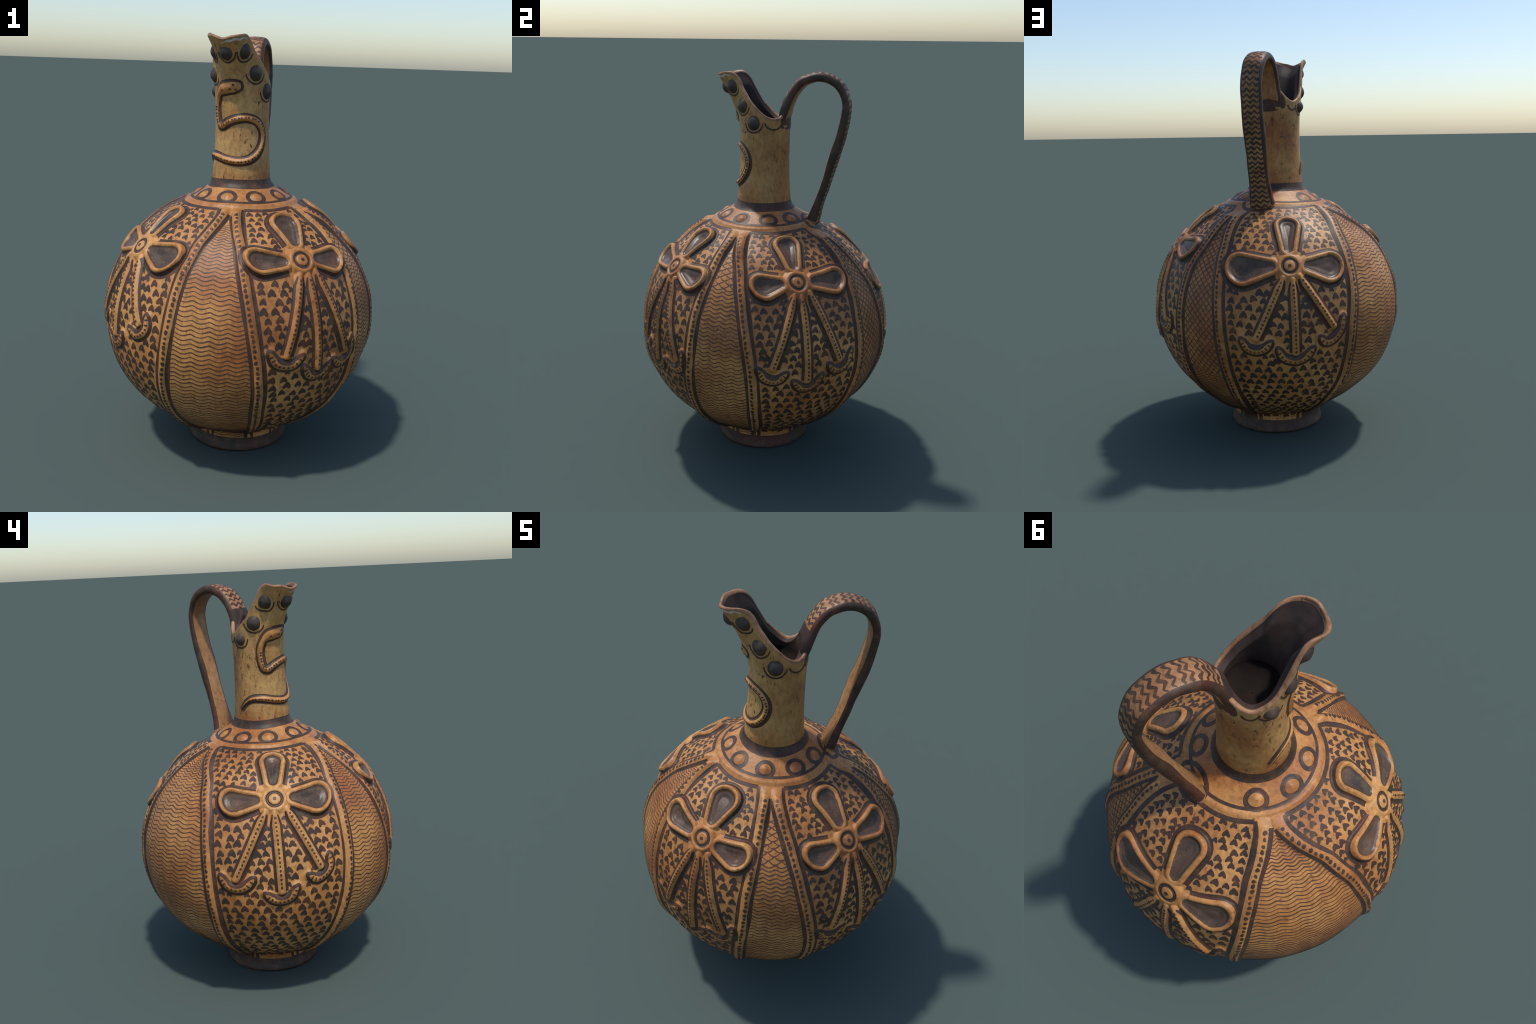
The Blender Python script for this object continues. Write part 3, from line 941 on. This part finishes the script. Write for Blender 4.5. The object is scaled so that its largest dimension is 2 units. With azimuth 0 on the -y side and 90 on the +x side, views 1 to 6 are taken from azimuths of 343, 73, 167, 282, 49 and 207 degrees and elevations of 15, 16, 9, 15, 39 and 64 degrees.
SALL = Surface(allP, allP, 360.0, 0, 1)
mid = SALL.N[40, 0] @ NN[40, 0]
if mid < 0:
    SALL.flip()
NVt = allP.reshape(-1, 3); NNt = SALL.N.reshape(-1, 3)
NF = grid_faces(len(allP), NNU, False)
frow = np.repeat(np.arange(len(allP) - 1), NNU)
is_out = frow < NO - 2
is_rim = (frow >= NO - 2) & (frow < NO + 5)
zf = np.concatenate([nz, np.full((len(allP) - NO, NNU), 9.0)])[:-1].reshape(-1)
spout_cut = (frow < NO - 2) & (np.concatenate([nz, np.repeat(NRZ[None], len(allP) - NO, 0)])[:-1].reshape(-1) > 1.80)
snake_mask = np.zeros((len(allP), NNU), bool); snake_mask[:NO] = sd < SW * 1.05
snake_mask = snake_mask[:-1].reshape(-1)
neck_obj = sub("neck", NVt, NF, NNt, is_out & ~spout_cut & ~snake_mask, NECK_CLAY)
spout_obj = sub("spout", NVt, NF, NNt, spout_cut & ~snake_mask, NECK_CLAY)
snake_obj = sub("snake", NVt, NF, NNt, is_out & snake_mask, CLAY)
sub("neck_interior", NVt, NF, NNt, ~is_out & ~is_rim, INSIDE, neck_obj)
sub("rim", NVt, NF, NNt, is_rim, RIM_CLAY, spout_obj)
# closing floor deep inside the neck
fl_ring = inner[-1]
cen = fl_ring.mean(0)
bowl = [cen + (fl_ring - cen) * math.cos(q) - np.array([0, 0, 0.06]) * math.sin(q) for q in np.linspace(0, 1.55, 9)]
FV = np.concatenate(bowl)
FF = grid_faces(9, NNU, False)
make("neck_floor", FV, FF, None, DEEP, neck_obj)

NECK = Surface(NBASE, NDISP, 360.0, 0.0, 1.0)
if (NECK.N[40, 0] * NN[40, 0]).sum() < 0:
    NECK.flip()
def n_chart(az, z):
    az = np.asarray(az, float); z = np.asarray(z, float)
    zr = np.interp(az % 360, np.concatenate([naz, [360]]), np.concatenate([NRZ, NRZ[:1]]))
    return np.stack([az, np.clip((z - Z_NECK) / (zr - Z_NECK), 0.0, 0.985)], -1)
def n_local(az0, z0, xy):
    """Right / up offsets in metres on the neck wall."""
    xy = np.asarray(xy, float)
    q = n_chart(az0, z0)
    u = np.full(len(xy), float(q[0])); v = np.full(len(xy), float(q[1]))
    pu, pv = NECK.jac(u, v)
    n = np.cross(pu, pv); n /= np.linalg.norm(n, axis=1, keepdims=True)
    e1 = np.cross([0, 0, 1.0], n); e1 /= np.linalg.norm(e1, axis=1, keepdims=True)
    e2 = np.cross(n, e1)
    for _ in range(3):                   # walk there in small steps, following the curvature
        du, dv = NECK.step(u, v, (e1 * xy[:, :1] + e2 * xy[:, 1:]) / 3)
        u, v = u + du, np.clip(v + dv, 0, 0.985)
    return np.stack([u, v], 1)

# snake paint
st = np.gradient(snake, axis=0); st /= np.linalg.norm(st, axis=1, keepdims=True)
sn = np.stack([-st[:, 1], st[:, 0]], 1)
ss = np.linspace(0, 1, 160)
hw = snake_half(ss)
def to_neck(p): return n_chart(p[:, 0] / RN / RAD, p[:, 1])
left = snake + sn * (hw + 0.003)[:, None]; right = snake - sn * (hw + 0.003)[:, None]
end = snake[-1] + st[-1] * 0.034
loop = np.concatenate([left, spline([left[-1], end + sn[-1] * 0.016, end - sn[-1] * 0.016, right[-1]], 12)[1:-1], right[::-1]])
fatline = np.concatenate([0.0056 + 0.0012 * np.sin(ss * 21), np.full(10, 0.0066), (0.0068 + 0.0022 * np.sin(ss * 17 + 1))[::-1]])
make("snake_outline", *strip(NECK, to_neck(loop), fatline, step=0.004), SLIP, snake_obj)
dots = Batch()
L = np.linalg.norm(np.diff(snake, axis=0), axis=1).sum()
for q in np.arange(0.08, 0.86, 0.0155 / L):
    k = int(q * 159)
    c = to_neck((snake[k] - sn[k] * 0.003)[None])[0]
    dots.add(blob(NECK, c[0], c[1], 0.0046, 0.0038, math.atan2(-st[k][1], st[k][0]), 10, 3, 0.12))
for dx, dy, r in ((0.004, 0.010, 0.0055), (-0.012, -0.006, 0.0045), (-0.050, -0.006, 0.004), (0.008, -0.012, 0.0045)):
    p = snake[-1] + st[-1] * dx + sn[-1] * dy
    c = to_neck(p[None])[0]
    dots.add(blob(NECK, c[0], c[1], r, r, 0, 12, 3, 0.1))
dots.make("snake_spots", SLIP, snake_obj, "stuff")

# neck studs with scalloped lines below them
NSTUD = [(45, 1.748, 0.038), (11, 1.828, 0.037), (-121, 1.737, 0.032), (-87, 1.814, 0.036), (-13, 1.921, 0.036),
         (-37, 1.908, 0.034), (-66, 1.913, 0.035)]
for a, z, r in NSTUD:
    t = np.linspace(0, 2 * math.pi, 40, endpoint=False)
    r = r * 0.94
    pts = n_local(a, z, np.stack([r * np.cos(t), r * 1.05 * np.sin(t)], 1))
    make("neck_stud", *patch(NECK, n_chart(a, z), pts, 9, dome=lambda k: 0.0185 * np.clip(1 - k ** 1.9, 0, 1) ** 0.9), STUD,
         spout_obj if z > 1.80 else neck_obj)
    t = np.linspace(math.pi * 1.02, math.pi * 1.98, 30)
    pts = n_local(a, z, np.stack([(r + 0.016) * np.cos(t), (r + 0.014) * 1.05 * np.sin(t) + 0.004], 1))
    make("scallop_line", *strip(NECK, pts, 0.0042 * np.sin(np.linspace(0.5, 2.64, 30)) ** 0.5, step=0.004), SLIP, spout_obj if z > 1.80 else neck_obj)
t = np.linspace(math.pi * 1.04, math.pi * 1.96, 30)
make("scallop_line", *strip(NECK, n_local(93, 1.752, np.stack([0.050 * np.cos(t), 0.036 * np.sin(t)], 1)), 0.0046, step=0.004), SLIP, neck_obj)
make("scallop_line", *strip(NECK, n_local(-152, 1.750, np.stack([0.030 * np.cos(t), 0.030 * np.sin(t)], 1)), 0.0042, step=0.004), SLIP, neck_obj)
# dark apron with scalloped lower edge where the handle grows from the rim
t = np.linspace(0, 2 * math.pi, 72, endpoint=False)
ax_ = 0.098 * np.cos(t)
ay_ = np.where(np.sin(t) < 0, 0.055 * np.sin(t) * (0.72 + 0.34 * np.abs(np.cos(2 * t))), 0.10 * np.sin(t))
make("root_apron", *patch(NECK, n_chart(150, 1.770), n_local(150, 1.770, np.stack([ax_, ay_], 1)), 12, lift=0.0016), SLIP, neck_obj)
t = np.linspace(math.pi, 2 * math.pi, 16)
for a in (172, 124):
    make("half_moon", *patch(NECK, n_chart(a, 1.730), n_local(a, 1.736, np.stack([0.016 * np.cos(t), 0.014 * np.sin(t)], 1)), 4, lift=0.0030), NECK_CLAY, neck_obj)
# chipped pale edge of the lip
az = np.linspace(-40, -12, 30)
make("lip_chip", *strip(NECK, np.stack([az, 0.982 + 0.004 * np.sin(az * 0.7)], 1), 0.0055 * np.sin(np.linspace(0.3, 2.84, 30)), step=0.004), CHIP, spout_obj)

# ================================================================== HANDLE
HAZ = 149.0
hd = np.array([math.sin(HAZ * RAD), -math.cos(HAZ * RAD), 0.0]); hl = np.array([math.cos(HAZ * RAD), math.sin(HAZ * RAD), 0.0])
# rho, z, half width, half thickness, lateral shift
HANDLE = [(0.252, 1.212, 0.073, 0.034, 0.011), (0.268, 1.252, 0.065, 0.029, 0.010), (0.286, 1.312, 0.057, 0.026, 0.008),
          (0.321, 1.424, 0.052, 0.0245, 0.007), (0.364, 1.575, 0.051, 0.024, 0.009), (0.399, 1.693, 0.053, 0.024, 0.013),
          (0.419, 1.820, 0.055, 0.024, 0.016), (0.404, 1.892, 0.055, 0.024, 0.016), (0.373, 1.939, 0.055, 0.024, 0.016),
          (0.324, 1.967, 0.055, 0.0245, 0.015), (0.274, 1.975, 0.055, 0.0245, 0.013), (0.231, 1.965, 0.056, 0.025, 0.011),
          (0.191, 1.945, 0.057, 0.025, 0.008), (0.151, 1.897, 0.059, 0.024, 0.005), (0.123, 1.835, 0.065, 0.026, 0.000),
          (0.108, 1.785, 0.071, 0.027, -0.001), (0.098, 1.730, 0.066, 0.012, -0.001)]
NHV, NHU = 420, 96
hp = spline(HANDLE, NHV)
c2 = hp[:, :2]
tg = np.gradient(c2, axis=0); tg /= np.linalg.norm(tg, axis=1, keepdims=True)
nrm2 = np.stack([tg[:, 1], -tg[:, 0]], 1)             # towards the outside of the loop
phi = np.arange(NHU) / NHU * 2 * math.pi
e = 2.0 / 2.7
cw = np.sign(np.cos(phi)) * np.abs(np.cos(phi)) ** e   # across the strap
ct = np.sign(np.sin(phi)) * np.abs(np.sin(phi)) ** e   # outwards
CEN = np.array([NC[0], NC[1], 0]) + hp[:, :1] * hd + hp[:, 1:2] * np.array([0, 0, 1.0]) + hp[:, 4:5] * hl
OUTV = nrm2[:, :1] * hd + nrm2[:, 1:2] * np.array([0, 0, 1.0])
HB = CEN[:, None] + hp[:, 2][:, None, None] * cw[None, :, None] * hl + hp[:, 3][:, None, None] * ct[None, :, None] * OUTV[:, None]
hn = np.cross(np.roll(HB, -1, 1) - np.roll(HB, 1, 1), np.gradient(HB, axis=0))
hn /= np.linalg.norm(hn, axis=2, keepdims=True)
if (hn[NHV // 2, NHU // 4] @ OUTV[NHV // 2]) < 0:
    hn = -hn
HD = HB + hn * (0.0018 * Lumps(31, 18)(HB) + 0.0010 * Lumps(32, 55)(HB))[..., None]
HS = Surface(HB, HD, 360.0, 0.0, 1.0)
if (HS.N[NHV // 2, NHU // 4] @ OUTV[NHV // 2]) < 0:
    HS.flip()
f = grid_faces(NHV, NHU)
v = HD.reshape(-1, 3)
q = v[f[5000]]
if np.cross(q[1] - q[0], q[2] - q[0]) @ HS.N.reshape(-1, 3)[f[5000][0]] < 0:
    f = f[:, ::-1]
handle_obj = make("handle", v, f, HS.N.reshape(-1, 3), HANDLE_CLAY)
# dark edges of the strap
vv = np.linspace(0.03, 0.985, 200)
for ang in (0, 180):
    for d in (-22, 0, 22):
        make("edge_stripe", *strip(HS, np.stack([np.full(200, ang + d), vv], 1), 0.0098, step=0.006, lift=LIFT + 0.0002 * (d == 0)), SLIP, handle_obj)
# zigzag rows across the outer face
length = np.linalg.norm(np.diff(CEN, axis=0), axis=1).sum()
s = 0.035
while s < length * 0.865:
    n = 49
    x = np.linspace(-0.80, 0.80, n)
    wv = np.interp(s / length, np.linspace(0, 1, NHV), hp[:, 2])
    zig = np.abs(((x * 1.6 + 0.5 + 0.03 * rng.normal()) % 1.0) - 0.5) * 2
    zz_ = s + 0.0165 * (zig - 0.5) + rng.normal(0, 0.0008) + 0.0015 * np.sin(x * 3 + rng.uniform(0, 6))
    # across position -> cross-section angle of the rounded strap
    ang = np.degrees(np.arccos(np.sign(x) * np.abs(x) ** (1 / e)))
    hwz = 0.0046 * np.clip(1 + 0.3 * np.interp(np.linspace(0, 1, n), np.linspace(0, 1, 8), rng.normal(size=8)), 0.5, 1.6)
    make("zigzag", *strip(HS, np.stack([ang, zz_ / length], 1), hwz, step=0.0035), SLIP, handle_obj)
    s += 0.0255 * rng.uniform(0.93, 1.07)
# dark brown root running into the mouth
for ang in np.linspace(30, 150, 9):
    p = np.stack([np.full(40, ang), np.linspace(0.875, 0.995, 40)], 1)
    make("root_stripe", *strip(HS, p, 0.0095, step=0.006, lift=LIFT + 0.0003 * (int(ang / 15) % 2)), INSIDE, handle_obj)
# dark ring on the shoulder round the handle's base
tb = t_of_r(0.262)
t = np.linspace(0, 2 * math.pi, 60, endpoint=False)
make("base_ring", *strip(BODY, local(BODY, HAZ - 2, tb, np.stack([0.080 * np.cos(t), 0.056 * np.sin(t)], 1)), 0.010, closed=True), SLIP, handle_obj)
